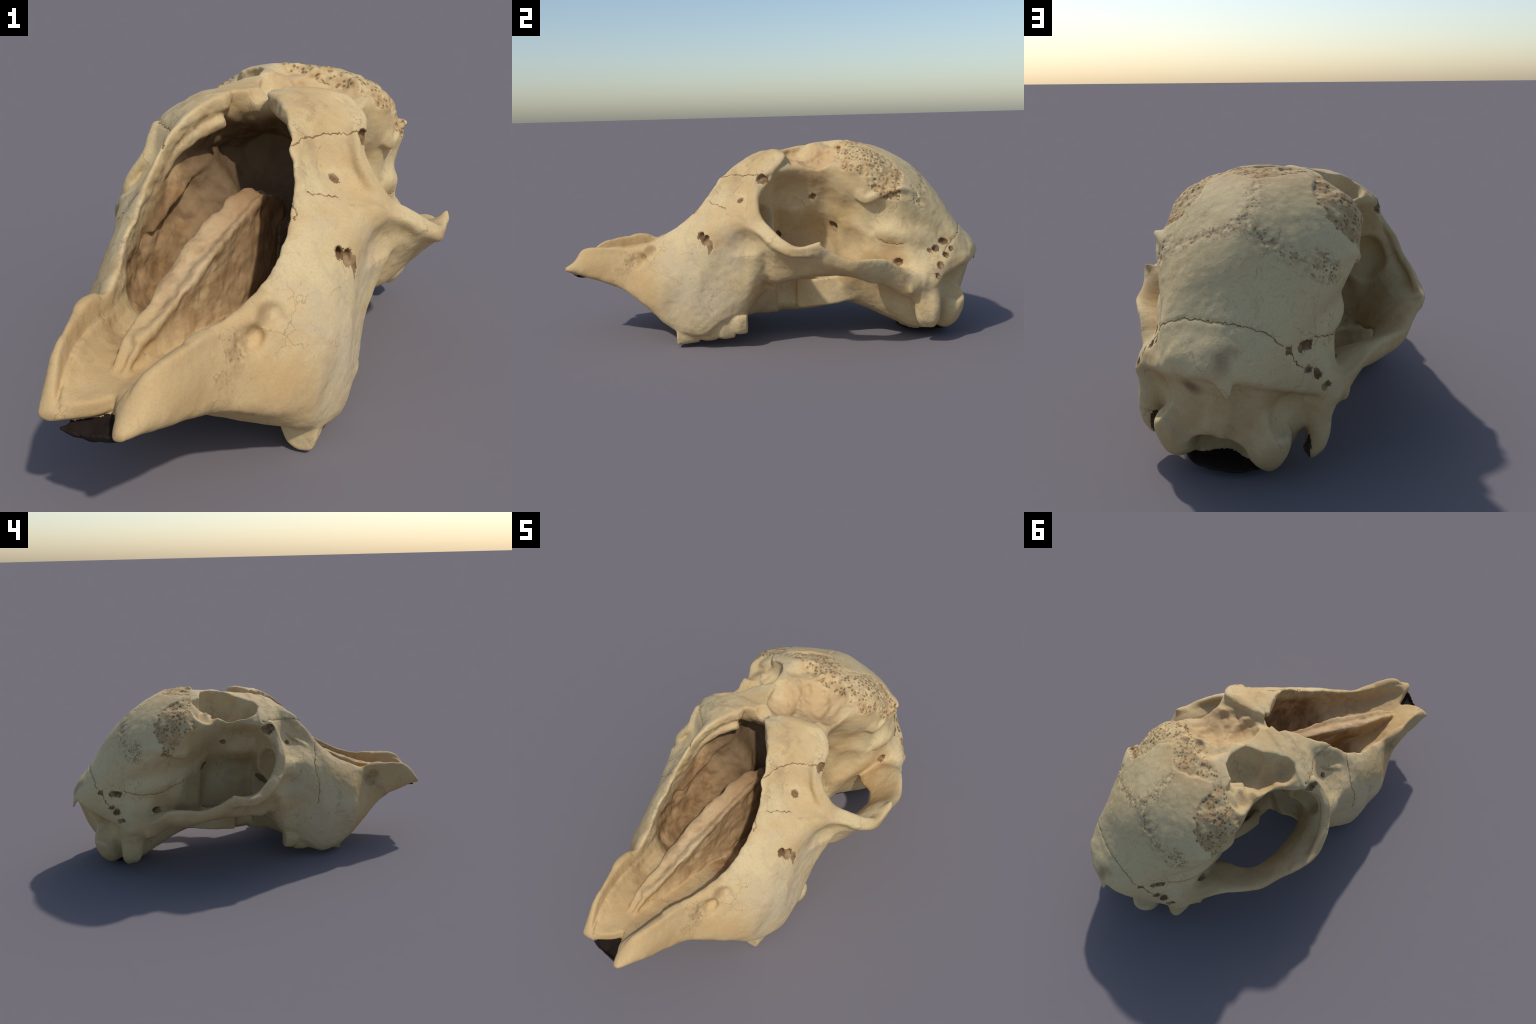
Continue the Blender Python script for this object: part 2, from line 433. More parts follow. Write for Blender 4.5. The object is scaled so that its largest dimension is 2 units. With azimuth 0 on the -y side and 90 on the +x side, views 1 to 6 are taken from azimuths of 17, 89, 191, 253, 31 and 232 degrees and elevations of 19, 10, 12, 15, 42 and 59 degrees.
# slot between the snout blades; below it a near-black web stays
cut(loft({-1.05: [(-.075, .7), (-.02, .7), (.045, .7), (.045, .312), (-.02, .300), (-.075, .312)],
          -0.955: [(-.092, .7), (-.03, .7), (.035, .7), (.030, .316), (-.03, .305), (-.092, .316)],
          -0.91: [(-.045, .7), (-.02, .7), (.008, .7), (.008, .318), (-.02, .314), (-.045, .318)],
          -0.87: [(-.020, .7), (-.015, .7), (-.010, .7), (-.010, .33), (-.015, .33), (-.020, .33)]}, mirror=False, per=2), k=0.008)
add(loft({-0.975: [(.03, .316), (.055, .320), (.062, .316), (.055, .308), (.03, .306), (.02, .310)],
          -0.945: [(-.105, .298), (-.03, .284), (.05, .300), (.05, .290), (-.03, .274), (-.105, .288)],
          -0.90: [(-.090, .300), (-.03, .290), (.04, .302), (.04, .288), (-.03, .278), (-.09, .288)],
          -0.86: [(-.07, .314), (-.03, .310), (.02, .314), (.02, .298), (-.03, .295), (-.07, .298)]}, mirror=False, coarse=1), k=0.002, name="black_web")

# septum: a grooved ridge rising towards the back
def septum_ring(h, base, w, lip, drop=.022):
    """ridge with two lips: the right one stands higher, a shallow groove between"""
    return [(0, h - .012), (.012, h - drop - .006), (w * .8, h - drop), (w, h - drop - .012), (w * .62, h - .09 * lip), (.028, .33), (.026, base),
            (-.026, base), (-.030, .33), (-w * .7, h - .09 * lip), (-w * 1.05, h - .014), (-w * .7, h)]


SEP = {-0.79: septum_ring(.358, .30, .016, .2, .004), -0.725: septum_ring(.408, .30, .026, .5, .004), -0.60: septum_ring(.452, .28, .038, .6, .002), -0.42: septum_ring(.528, .25, .042, .9, .010),
       -0.25: septum_ring(.585, .25, .040, 1.1), -0.12: septum_ring(.612, .25, .034, 1.2), -0.04: septum_ring(.592, .25, .026, 1.2, .012), 0.05: septum_ring(.54, .25, .020, 1.2, .006)}


def sep_warp(ring, t):
    ring[:, 0] += -.045 + .070 * (t + .72) / .62
    return ring


sl, sep = loft(SEP, mirror=False, warp=sep_warp, coarse=1)
sep += 0.006 * RAG[sl]
add((sl, sep), k=0.010, name="nasal_septum")
# front bosses of the split ridge
add(ellipsoid((-.035, -.700, .402), (.018, .03, .016)), k=0.015, name="nasal_septum")

# turbinate remnants on the right wall
sl, d = sweep([(-.235, -.225, .62), (-.200, -.17, .70), (-.150, -.10, .755), (-.088, -.045, .785)], [.014, .016, .020, .022], [.012, .013, .015, .018], (.3, 0, 1))
add((sl, d + .006 * RAG[sl]), k=0.012, name="turbinate")
sl, d = sweep([(-.242, -.27, .545), (-.225, -.17, .62), (-.195, -.08, .67), (-.165, .00, .70)], [.045, .055, .055, .04], [.009, .010, .010, .010], (-.35, 0, 1))
add((sl, d + .008 * RAG[sl]), k=0.015, name="turbinate")
sl, d = sweep([(-.225, -.12, .40), (-.19, -.06, .44), (-.15, -.01, .47)], [.04, .05, .04], [.012, .012, .012], (-.2, 0, 1))
add((sl, d + .006 * RAG[sl]), k=0.02, name="turbinate")
# ------------------------------------------------------------------ 6. broken frontal: crater and open sinus
ragged((.165, .205, .955), (.150, .150, .172), (0, 8, 0), .012, .012, "frontal_crater")
ragged((.245, .210, .920), (.110, .120, .132), (0, 8, 0), .008, .02, "frontal_crater")
ragged((.130, .120, .890), (.115, .070, .070), (0, 12, -6), .012, .008, "frontal_crater")
ragged((.040, .280, .935), (.085, .090, .060), (0, 0, 20), .012, .015, "frontal_crater")
ragged((.055, .125, .905), (.078, .105, .100), (0, 0, 10), .010, .012, "frontal_crater")
ragged((.300, .255, .850), (.050, .075, .060), (0, 0, 0), .010, .02, "frontal_crater")
sl, d = sweep([(.022, .015, .872), (.09, .055, .875), (.17, .095, .868), (.255, .115, .835)], [.032] * 4, [.032] * 4, (0, 0, 1))
cut((sl, d + .007 * RAG[sl]), k=.006, name="frontal_crater")
for c, r in (((-.132, .215, .855), (.094, .100, .100)), ((-.190, .165, .815), (.058, .075, .065)), ((-.215, .080, .835), (.056, .062, .062)),
             ((-.165, .120, .875), (.045, .060, .050)), ((-.245, .165, .865), (.062, .095, .078)), ((-.255, .285, .880), (.105, .085, .090))):
    ragged(c, r, (0, 12, 0), .005, .015, "frontal_sinus")
add(sweep([(-.15, .285, .80), (-.19, .295, .795), (-.225, .288, .782)], [.04, .035, .03], [.014, .012, .010], (0, 1, .2)), k=0.02, name="frontal_sinus")
# temporal crest that overhangs the side wall
for sg in (1, -1):
    cut(ellipsoid((sg * .355, .475, .575), (.060, .100, .070), (0, 0, sg * 6)), k=.03)
    add(sweep([(sg * .305, .405, .665), (sg * .318, .430, .645), (sg * .328, .50, .668), (sg * (.336 if sg > 0 else .326), .568, .690), (sg * .280, .64, .668), (sg * .23, .72, .585)],
              [.02, .018, .014, .010, .008, .008], [.010, .011, .010, .010, .010, .010], (sg * .3, 0, 1)), k=.025)
# raised broken edge of the left brow plate
add(sweep([(.10, .015, .868), (.20, .045, .860), (.262, .060, .838), (.308, .030, .800), (.328, -.020, .758)], [.014, .018, .018, .016, .012], [.009, .010, .010, .010, .009], (0, 1, 0)), k=.015)
# spur hanging into the socket roof
add(sweep([(-.19, .305, .81), (-.225, .290, .785), (-.246, .275, .762)], [.035, .022, .008], [.012, .012, .008], (.2, 1, 0)), k=0.012)

# ------------------------------------------------------------------ 7. teeth: worn low crowns in a row
for sg in (1, -1):
    for i, (t0, w, hb) in enumerate(((-.385, .050, .012), (-.300, .048, .024), (-.215, .048, .032), (-.145, .036, .052))):
        nm = "tooth%d%s" % (i, "" if sg > 0 else "r")
        x0 = (.262 if sg > 0 else .276) + .010 * i
        K = {t0 - w: [(x0 - .035, hb + .012), (x0 + .018, hb + .012), (x0 + .030, .13), (x0 - .04, .13)],
             t0: [(x0 - .045, hb), (x0 + .022, hb), (x0 + .040, .13), (x0 - .05, .13)],
             t0 + w: [(x0 - .035, hb + .006), (x0 + .018, hb + .006), (x0 + .030, .13), (x0 - .04, .13)]}
        if i == 0:
            K[t0 - w] = [(x0 - .055, hb + .002), (x0 + .018, hb - .012), (x0 + .030, .13), (x0 - .07, .13)]
        up = 0 if sg > 0 else .028
        add(loft({t: [(sg * x, y + up) for x, y in r] for t, r in K.items()}, mirror=False, coarse=1), k=0.010, name=nm)

# ------------------------------------------------------------------ relief
def smooth(e0, e1, x):
    u = np.clip((x - e0) / (e1 - e0), 0, 1)
    return u * u * (3 - 2 * u)


def sample(P):
    """trilinear field value and gradient at local points"""
    P = np.atleast_2d(P)

    def val(Q):
        g = (Q - LO) / STEP
        i = np.clip(g.astype(int), 0, N - 2)
        w = g - i
        out = 0
        for dx in (0, 1):
            for dy in (0, 1):
                for dz in (0, 1):
                    k = (w[:, 0] if dx else 1 - w[:, 0]) * (w[:, 1] if dy else 1 - w[:, 1]) * (w[:, 2] if dz else 1 - w[:, 2])
                    out = out + k * FIELD[i[:, 0] + dx, i[:, 1] + dy, i[:, 2] + dz]
        return out
    e = 0.008
    f = val(P)
    g = np.stack([val(P + e * np.eye(3)[a]) - val(P - e * np.eye(3)[a]) for a in range(3)], 1) / (2 * e)
    return f, g


def onto_surface(P, n=25):
    P = np.array(P, float).reshape(-1, 3)
    for _ in range(n):
        f, g = sample(P)
        P = P - 0.6 * np.clip(f, -.03, .03)[:, None] * g / np.maximum(np.linalg.norm(g, axis=1, keepdims=True), .3)
    return P


def near_surface(lo, hi):
    """local points of grid cells that straddle the surface inside a box"""
    b = box_slices(np.array(lo), np.array(hi), 0)
    ix = np.argwhere(np.abs(FIELD[b]) < STEP * 0.6)
    return ix * STEP + np.array([AX[i][b[i].start] for i in range(3)])


FIELD += 0.0015 * noise_grid(0.07, 3, 3) + 0.0011 * noise_grid(0.022, 8, 2)

# the outer table of the crown has flaked off in front of this ragged edge
EDGE_S = [-.36, -.339, -.268, -.201, -.167, -.156, -.136, -.073, .029, .15, .198, .205, .252, .338, .36]
EDGE_T = [.50, .529, .563, .539, .466, .398, .365, .424, .493, .43, .482, .568, .593, .57, .54]


def flake_mask(S, T, H, rag):
    edge = np.interp(S, EDGE_S, EDGE_T) + .012 * rag
    front = np.where(S < -.12, .345, np.where(S < .02, .335, .30)) + .010 * rag
    low = np.where(H < .78, .37 + .10 * np.clip((.78 - H) / .12, 0, 1), .0)
    return smooth(.004, -.004, T - edge) * smooth(0, .035, T - np.maximum(front, low)) * smooth(.640, .655, H)


b = box_slices(np.array((-.40, .28, .62)), np.array((.40, .64, .95)), 0)
S, T, H = np.broadcast_arrays(*coords(b))
m = flake_mask(S, T, H, RAG[b]).astype(np.float32)
FIELD[b] += m * (.005 + .006 * noise_grid(0.04, 5, 3)[b])
LABEL[b][(m > .5) & (FIELD[b] > -.02)] = lab("spongy_bone")
# smooth islands of inner bone where the horn bases broke away
for c, r in (((.282, .392, .788), (.045, .050, .030)), ((-.290, .405, .782), (.040, .045, .028)), ((-.21, .355, .835), (.05, .03, .02))):
    add(ellipsoid(c, r, (0, -35 if c[0] < 0 else 35, 0)), k=0.015, name="horn_base")


def pits(P, n, r0, r1, name, depth=.25):
    P = P[rng.permutation(len(P))[:n]]
    for p in P:
        r = rng.uniform(r0, r1)
        _, g = sample(p[None])
        g = g[0] / max(np.linalg.norm(g[0]), 1e-6)
        cut(ellipsoid(p + g * r * depth, (r, r * rng.uniform(.7, 1.3), r), (rng.uniform(0, 90),) * 3, pad=.015), k=.003, name=name)


P = near_surface((-.40, .28, .62), (.40, .64, .95))
mm = flake_mask(P[:, 0], P[:, 1], P[:, 2], 0)
P = P[mm > .6]
side = P[(np.abs(P[:, 0]) > .20) & (P[:, 2] < .80)]
pits(side, 420, .004, .0085, "spongy_bone")
pits(P, 130, .004, .008, "spongy_bone")
print("relief", time.time() - T_START)


def seg_dist(P, line):
    d = np.full(len(P), 9.0)
    for a, c in zip(line[:-1], line[1:]):
        a, c = np.array(a), np.array(c)
        e = c - a
        u = np.clip(((P - a) @ e) / (e @ e), 0, 1)
        d = np.minimum(d, np.linalg.norm(P - a - u[:, None] * e, axis=1))
    return d


# the worn junction of the crown sutures: a Y of small pores
LAMBDA_R = [(-.002, .687, .780), (-.079, .710, .735), (-.158, .705, .685), (-.241, .674, .655)]
LAMBDA_L = [(-.002, .687, .780), (.065, .705, .757), (.175, .695, .705), (.265, .665, .62)]
LAMBDA_M = [(-.002, .687, .780), (-.004, .605, .82), (.01, .52, .86)]
P = near_surface((-.33, .50, .55), (.33, .76, .90))
w = np.minimum.reduce([seg_dist(P, LAMBDA_R), seg_dist(P, LAMBDA_L), seg_dist(P, LAMBDA_M)])
patch = np.minimum(seg_dist(P, [(-.241, .674, .655), (-.250, .640, .67)]), seg_dist(P, [(.255, .665, .63), (.265, .63, .66)]))
pits(P[w < rng.uniform(0, .022, len(P))], 110, .003, .006, None, .3)
pits(P[patch < rng.uniform(0, .045, len(P))], 60, .004, .008, None, .3)

# single holes: (place, radii, rotation about up)
HOLES = [
    ((.275, .575, .362), (.016, .022, .014), 20), ((-.260, .581, .356), (.016, .022, .014), -20),
    ((.235, .783, .446), (.012, .022, .012), 0), ((.25, .746, .416), (.012, .018, .014), 0),
    ((.25, .794, .383), (.010, .012, .010), 0), ((.28, .758, .340), (.010, .014, .010), 0),
    ((.30, .730, .295), (.010, .014, .012), 0), ((.23, .824, .414), (.010, .010, .008), 0), ((.26, .712, .404), (.006, .006, .006), 0),
    ((-.195, .842, .443), (.009, .009, .009), 0), ((-.230, .763, .439), (.012, .024, .012), 0), ((-.222, .79, .44), (.010, .014, .010), 0),
    ((-.253, .769, .346), (.012, .015, .013), 0), ((-.243, .79, .365), (.010, .014, .008), 0), ((-.295, .751, .314), (.010, .020, .007), 0),
    ((.267, -.124, .645), (.010, .020, .007), 70), ((-.267, -.135, .655), (.008, .016, .006), -70),
    ((.329, -.028, .745), (.016, .022, .020), 0), ((-.315, -.015, .750), (.020, .030, .022), 0),
    ((.322, -.300, .500), (.012, .038, .016), 40), ((.352, -.262, .455), (.007, .008, .028), 0), ((.338, -.280, .480), (.016, .026, .022), 20),
    ((.119, .309, .524), (.022, .025, .020), 0), ((-.119, .309, .524), (.022, .025, .020), 0),
    ((.184, .198, .658), (.010, .012, .010), 0), ((-.184, .198, .658), (.010, .012, .010), 0),
]
FINE = noise_grid(0.016, 33, 2)
for p, r, a in HOLES:
    q = onto_surface([p])[0]
    sl, d = ellipsoid(q, r, (0, 0, a), pad=.02)
    cut((sl, d + .0055 * FINE[sl]), k=.003, name="bone_hole")

# porous hollows beside the nose opening, where snout and cheek bones meet
for c, r in (((.250, -.665, .395), (.024, .060, .032)), ((.235, -.565, .425), (.026, .034, .026)), ((-.255, -.650, .395), (.030, .055, .034))):
    q = onto_surface([c])[0]
    cut(ellipsoid(q + np.array((math.copysign(.010, c[0]), 0, .006)), r), k=.02)
    P = near_surface(q - .06, q + .06)
    P = P[np.linalg.norm(P - q, axis=1) < rng.uniform(0, .055, len(P))]
    pits(P[np.abs(P[:, 0]) > abs(q[0]) - .025], 45, .003, .006, None)

# hollow in front of the socket (lacrimal pit) and the cheek furrow
for sg in (1, -1):
    cut(ellipsoid((sg * .305, -.150, .735), (.060, .065, .075), (0, sg * 35, 0)), k=.03)

# sutures: jagged closed seams, a groove with dark matter in it
SUTURES = [
    [(.183, -.221, .759), (.215, -.17, .775), (.25, -.12, .775), (.285, -.08, .770), (.322, -.045, .765)],
    [(-.178, -.245, .753), (-.215, -.17, .775), (-.25, -.10, .785), (-.285, -.03, .785), (-.302, .015, .785)],
    [(.241, .78, .396), (.200, .825, .45), (.16, .85, .485), (.113, .87, .508), (.06, .88, .515), (.002, .88, .513), (-.06, .875, .508), (-.113, .87, .497), (-.150, .85, .47), (-.189, .82, .414), (-.215, .80, .37)],
    [(-.26, .739, .456), (-.27, .663, .452), (-.28, .556, .448), (-.28, .486, .47), (-.27, .399, .49)],
    [(.27, .60, .455), (.28, .54, .452), (.28, .48, .47)],
    [(-.23, -.294, .635), (-.30, -.283, .571), (-.33, -.263, .529), (-.35, -.284, .447), (-.36, -.277, .332)],
    [(.208, -.295, .645), (.25, -.24, .63), (.295, -.19, .61)],
    [(.208, -.31, .63), (.222, -.325, .61), (.225, -.345, .59)],
]
SEAMS = []
for line in SUTURES:
    C = catmull(np.array(line), 10)
    d = np.diff(C, axis=0, append=C[-1:] * 2 - C[-2:-1])
    d /= np.maximum(np.linalg.norm(d, axis=1, keepdims=True), 1e-6)
    C = onto_surface(C)
    _, g = sample(C)
    g /= np.maximum(np.linalg.norm(g, axis=1, keepdims=True), 1e-6)
    side = np.cross(d, g)
    C = C + side * (rng.uniform(-.005, .005, len(C)) * (1 - (np.abs(np.linspace(-1, 1, len(C))) > .98)))[:, None]
    C = onto_surface(C, 12)
    cut(sweep(C + g * .0015, .0042, .0042, (0.3, .2, 1), per=1, pad=.02), k=.004)
    SEAMS.append((C, g))
print("detail", time.time() - T_START)


# ------------------------------------------------------------------ meshing (surface nets)
def blur(F, n=1):
    for _ in range(n):
        for ax in range(3):
            a = np.roll(F, 1, ax)
            b = np.roll(F, -1, ax)
            F = 0.25 * a + 0.5 * F + 0.25 * b
    return F


FIELD = blur(FIELD, 1)
FIELD[0], FIELD[-1], FIELD[:, 0], FIELD[:, -1], FIELD[:, :, 0], FIELD[:, :, -1] = (BIG,) * 6


def surface_nets(F):
    ins = F < 0
    c = np.zeros(tuple(np.array(F.shape) - 1), np.uint8)
    for dx in (0, 1):
        for dy in (0, 1):
            for dz in (0, 1):
                c += ins[dx:F.shape[0] - 1 + dx, dy:F.shape[1] - 1 + dy, dz:F.shape[2] - 1 + dz]
    cells = np.argwhere((c > 0) & (c < 8))
    idx = np.full(c.shape, -1, np.int32)
    idx[tuple(cells.T)] = np.arange(len(cells))
    acc = np.zeros((len(cells), 3))
    cnt = np.zeros(len(cells))
    x, y, z = cells.T
    corner = {}
    for dx in (0, 1):
        for dy in (0, 1):
            for dz in (0, 1):
                corner[dx, dy, dz] = F[x + dx, y + dy, z + dz].astype(float)
    for a in corner:
        for ax in range(3):
            if a[ax] == 0:
                b = list(a)
                b[ax] = 1
                fa, fb = corner[a], corner[tuple(b)]
                cross = (fa < 0) != (fb < 0)
                u = np.where(cross, fa / np.where(cross, fa - fb, 1), 0)
                p = np.tile(np.array(a, float), (len(cells), 1))
                p[:, ax] += u
                acc[cross] += p[cross]
                cnt[cross] += 1
    V = (cells + acc / cnt[:, None]) * STEP + LO
    Q = []
    for ax in range(3):
        o1, o2 = [(1, 2), (2, 0), (0, 1)][ax]
        a = np.moveaxis(ins, ax, 0)
        e = np.argwhere(ins[tuple(slice(0, -1) if k == ax else slice(1, -1) for k in range(3))]
                        != ins[tuple(slice(1, None) if k == ax else slice(1, -1) for k in range(3))])
        for k in range(3):
            if k != ax:
                e[:, k] += 1
        sgn = ins[tuple(e.T)]
        quad = []
        for d1, d2 in ((0, 0), (1, 0), (1, 1), (0, 1)):
            q = e.copy()
            q[:, o1] -= d1
            q[:, o2] -= d2
            quad.append(idx[tuple(q.T)])
        quad = np.stack(quad, 1)
        quad[~sgn] = quad[~sgn][:, ::-1]
        Q.append(quad)
    return V, np.concatenate(Q)


VERT, QUAD = surface_nets(FIELD)


def keep_largest(V, Q):
    """drop loose crumbs"""
    comp = np.arange(len(V))
    while True:
        m = comp[Q].min(1)
        new = comp.copy()
        np.minimum.at(new, Q.ravel(), np.repeat(m, 4))
        new = new[new]
        new = new[new]
        if (new == comp).all():
            break
        comp = new
    ids, cn = np.unique(comp, return_counts=True)
    good = np.isin(comp, ids[cn > 4000])
    return Q[good[Q].all(1)]


QUAD = keep_largest(VERT, QUAD)
centre = VERT[QUAD].mean(1)
ci = np.clip(np.round((centre - LO) / STEP).astype(int), 0, N - 1)
FLAB = LABEL[tuple(ci.T)]
WORLD = VERT @ ROT.T + SHIFT
used = np.unique(QUAD)
print('LOWEST', WORLD[used, 2].min())



# ------------------------------------------------------------------ materials
class Shader:
    """small helper that strings shader nodes together"""

    def __init__(self, name, rough=.75):
        self.mat = bpy.data.materials.new(name)
        self.mat.use_nodes = True
        self.nt = self.mat.node_tree
        self.bsdf = self.nt.nodes["Principled BSDF"]
        self.bsdf.inputs["Roughness"].default_value = rough
        self.bsdf.inputs["Specular IOR Level"].default_value = 0.2
        self.pos = self.nt.nodes.new("ShaderNodeTexCoord").outputs["Object"]

    def put(self, sock, v):
        if isinstance(v, bpy.types.NodeSocket):
            self.nt.links.new(v, sock)
        elif isinstance(v, tuple) and len(v) == 3 and sock.type == "RGBA":
            sock.default_value = (*v, 1)
        else:
            sock.default_value = v

    def math(self, op, a, b=0.0, clamp=False):
        n = self.nt.nodes.new("ShaderNodeMath")
        n.operation, n.use_clamp = op, clamp
        self.put(n.inputs[0], a)
        self.put(n.inputs[1], b)
        return n.outputs[0]

    def vec(self, op, a, b=None):
        n = self.nt.nodes.new("ShaderNodeVectorMath")
        n.operation = op
        self.put(n.inputs[0], a)
        if b is not None:
            self.put(n.inputs[1], b)
        return n.outputs["Value"] if op in ("DOT_PRODUCT", "LENGTH", "DISTANCE") else n.outputs["Vector"]

    def step(self, x, e0, e1):
        """smooth ramp from 0 at e0 to 1 at e1 (e0 may exceed e1)"""
        n = self.nt.nodes.new("ShaderNodeMapRange")
        n.interpolation_type = "SMOOTHSTEP"
        self.put(n.inputs["Value"], x)
        lo, hi, a, b = (e0, e1, 0.0, 1.0) if e0 < e1 else (e1, e0, 1.0, 0.0)
        n.inputs["From Min"].default_value, n.inputs["From Max"].default_value = lo, hi
        n.inputs["To Min"].default_value, n.inputs["To Max"].default_value = a, b
        return n.outputs["Result"]

    def noise(self, scale, detail=4.0, rough=.55, distort=0.0, stretch=None):
        n = self.nt.nodes.new("ShaderNodeTexNoise")
        n.inputs["Scale"].default_value, n.inputs["Detail"].default_value = scale, detail
        n.inputs["Roughness"].default_value, n.inputs["Distortion"].default_value = rough, distort
        p = self.pos if stretch is None else self.vec("MULTIPLY", self.pos, stretch)
        self.nt.links.new(p, n.inputs["Vector"])
        return n.outputs["Fac"]

    def cells(self, scale, feature="F1"):
        n = self.nt.nodes.new("ShaderNodeTexVoronoi")
        n.feature = feature
        n.inputs["Scale"].default_value = scale
        self.nt.links.new(self.pos, n.inputs["Vector"])
        return n.outputs["Distance"]

    def mix(self, f, a, b):
        n = self.nt.nodes.new("ShaderNodeMix")
        n.data_type = "RGBA"
        self.put(n.inputs[0], f)
        self.put(n.inputs[6], a)
        self.put(n.inputs[7], b)
        return n.outputs[2]

    def near(self, c, r, soft=.5):
        """1 inside a ball at local point c, fading out at radius r"""
        w = tuple(float(x) for x in ROT @ np.array(c) + SHIFT)
        d = self.vec("DISTANCE", self.pos, w)
        wob = self.math("MULTIPLY_ADD", self.noise(14, 4), r * .9)
        self.nt.nodes[-1].inputs[2].default_value = -r * .45
        return self.step(self.math("ADD", d, wob), r, r * (1 - soft))

    def local(self):
        q = self.vec("SUBTRACT", self.pos, tuple(SHIFT))
        return [self.vec("DOT_PRODUCT", q, tuple(float(x) for x in ROT[:, i])) for i in range(3)]

    def line(self, pts, width):
        """1 along a chain of local points, fading at width"""
        best = None
        for a, c in zip(pts[:-1], pts[1:]):
            a, c = [ROT @ np.array(p) + SHIFT for p in (a, c)]
            e = c - a
            ap = self.vec("SUBTRACT", self.pos, tuple(a))
            u = self.math("MULTIPLY", self.vec("DOT_PRODUCT", ap, tuple(e / (e @ e))), 1.0, clamp=True)
            n = self.nt.nodes.new("ShaderNodeVectorMath")
            n.operation = "SCALE"
            n.inputs[0].default_value = tuple(e)
            self.nt.links.new(u, n.inputs["Scale"])
            d = self.vec("DISTANCE", ap, n.outputs["Vector"])
            best = d if best is None else self.math("MINIMUM", best, d)
        return self.step(best, width, 0.0)

    def finish(self, colour, grain=.35):
        self.put(self.bsdf.inputs["Base Color"], colour)
        bmp = self.nt.nodes.new("ShaderNodeBump")
        bmp.inputs["Strength"].default_value = grain
        bmp.inputs["Distance"].default_value = 0.004
        h = self.math("ADD", self.noise(55, 6, .65), self.math("MULTIPLY", self.noise(18, 3, .5), 1.5))
        self.put(bmp.inputs["Height"], h)
        self.put(self.bsdf.inputs["Normal"], bmp.outputs["Normal"])
        return self.mat


WARM, PALE, OLIVE = (.56, .392, .188), (.635, .488, .262), (.715, .560, .300)


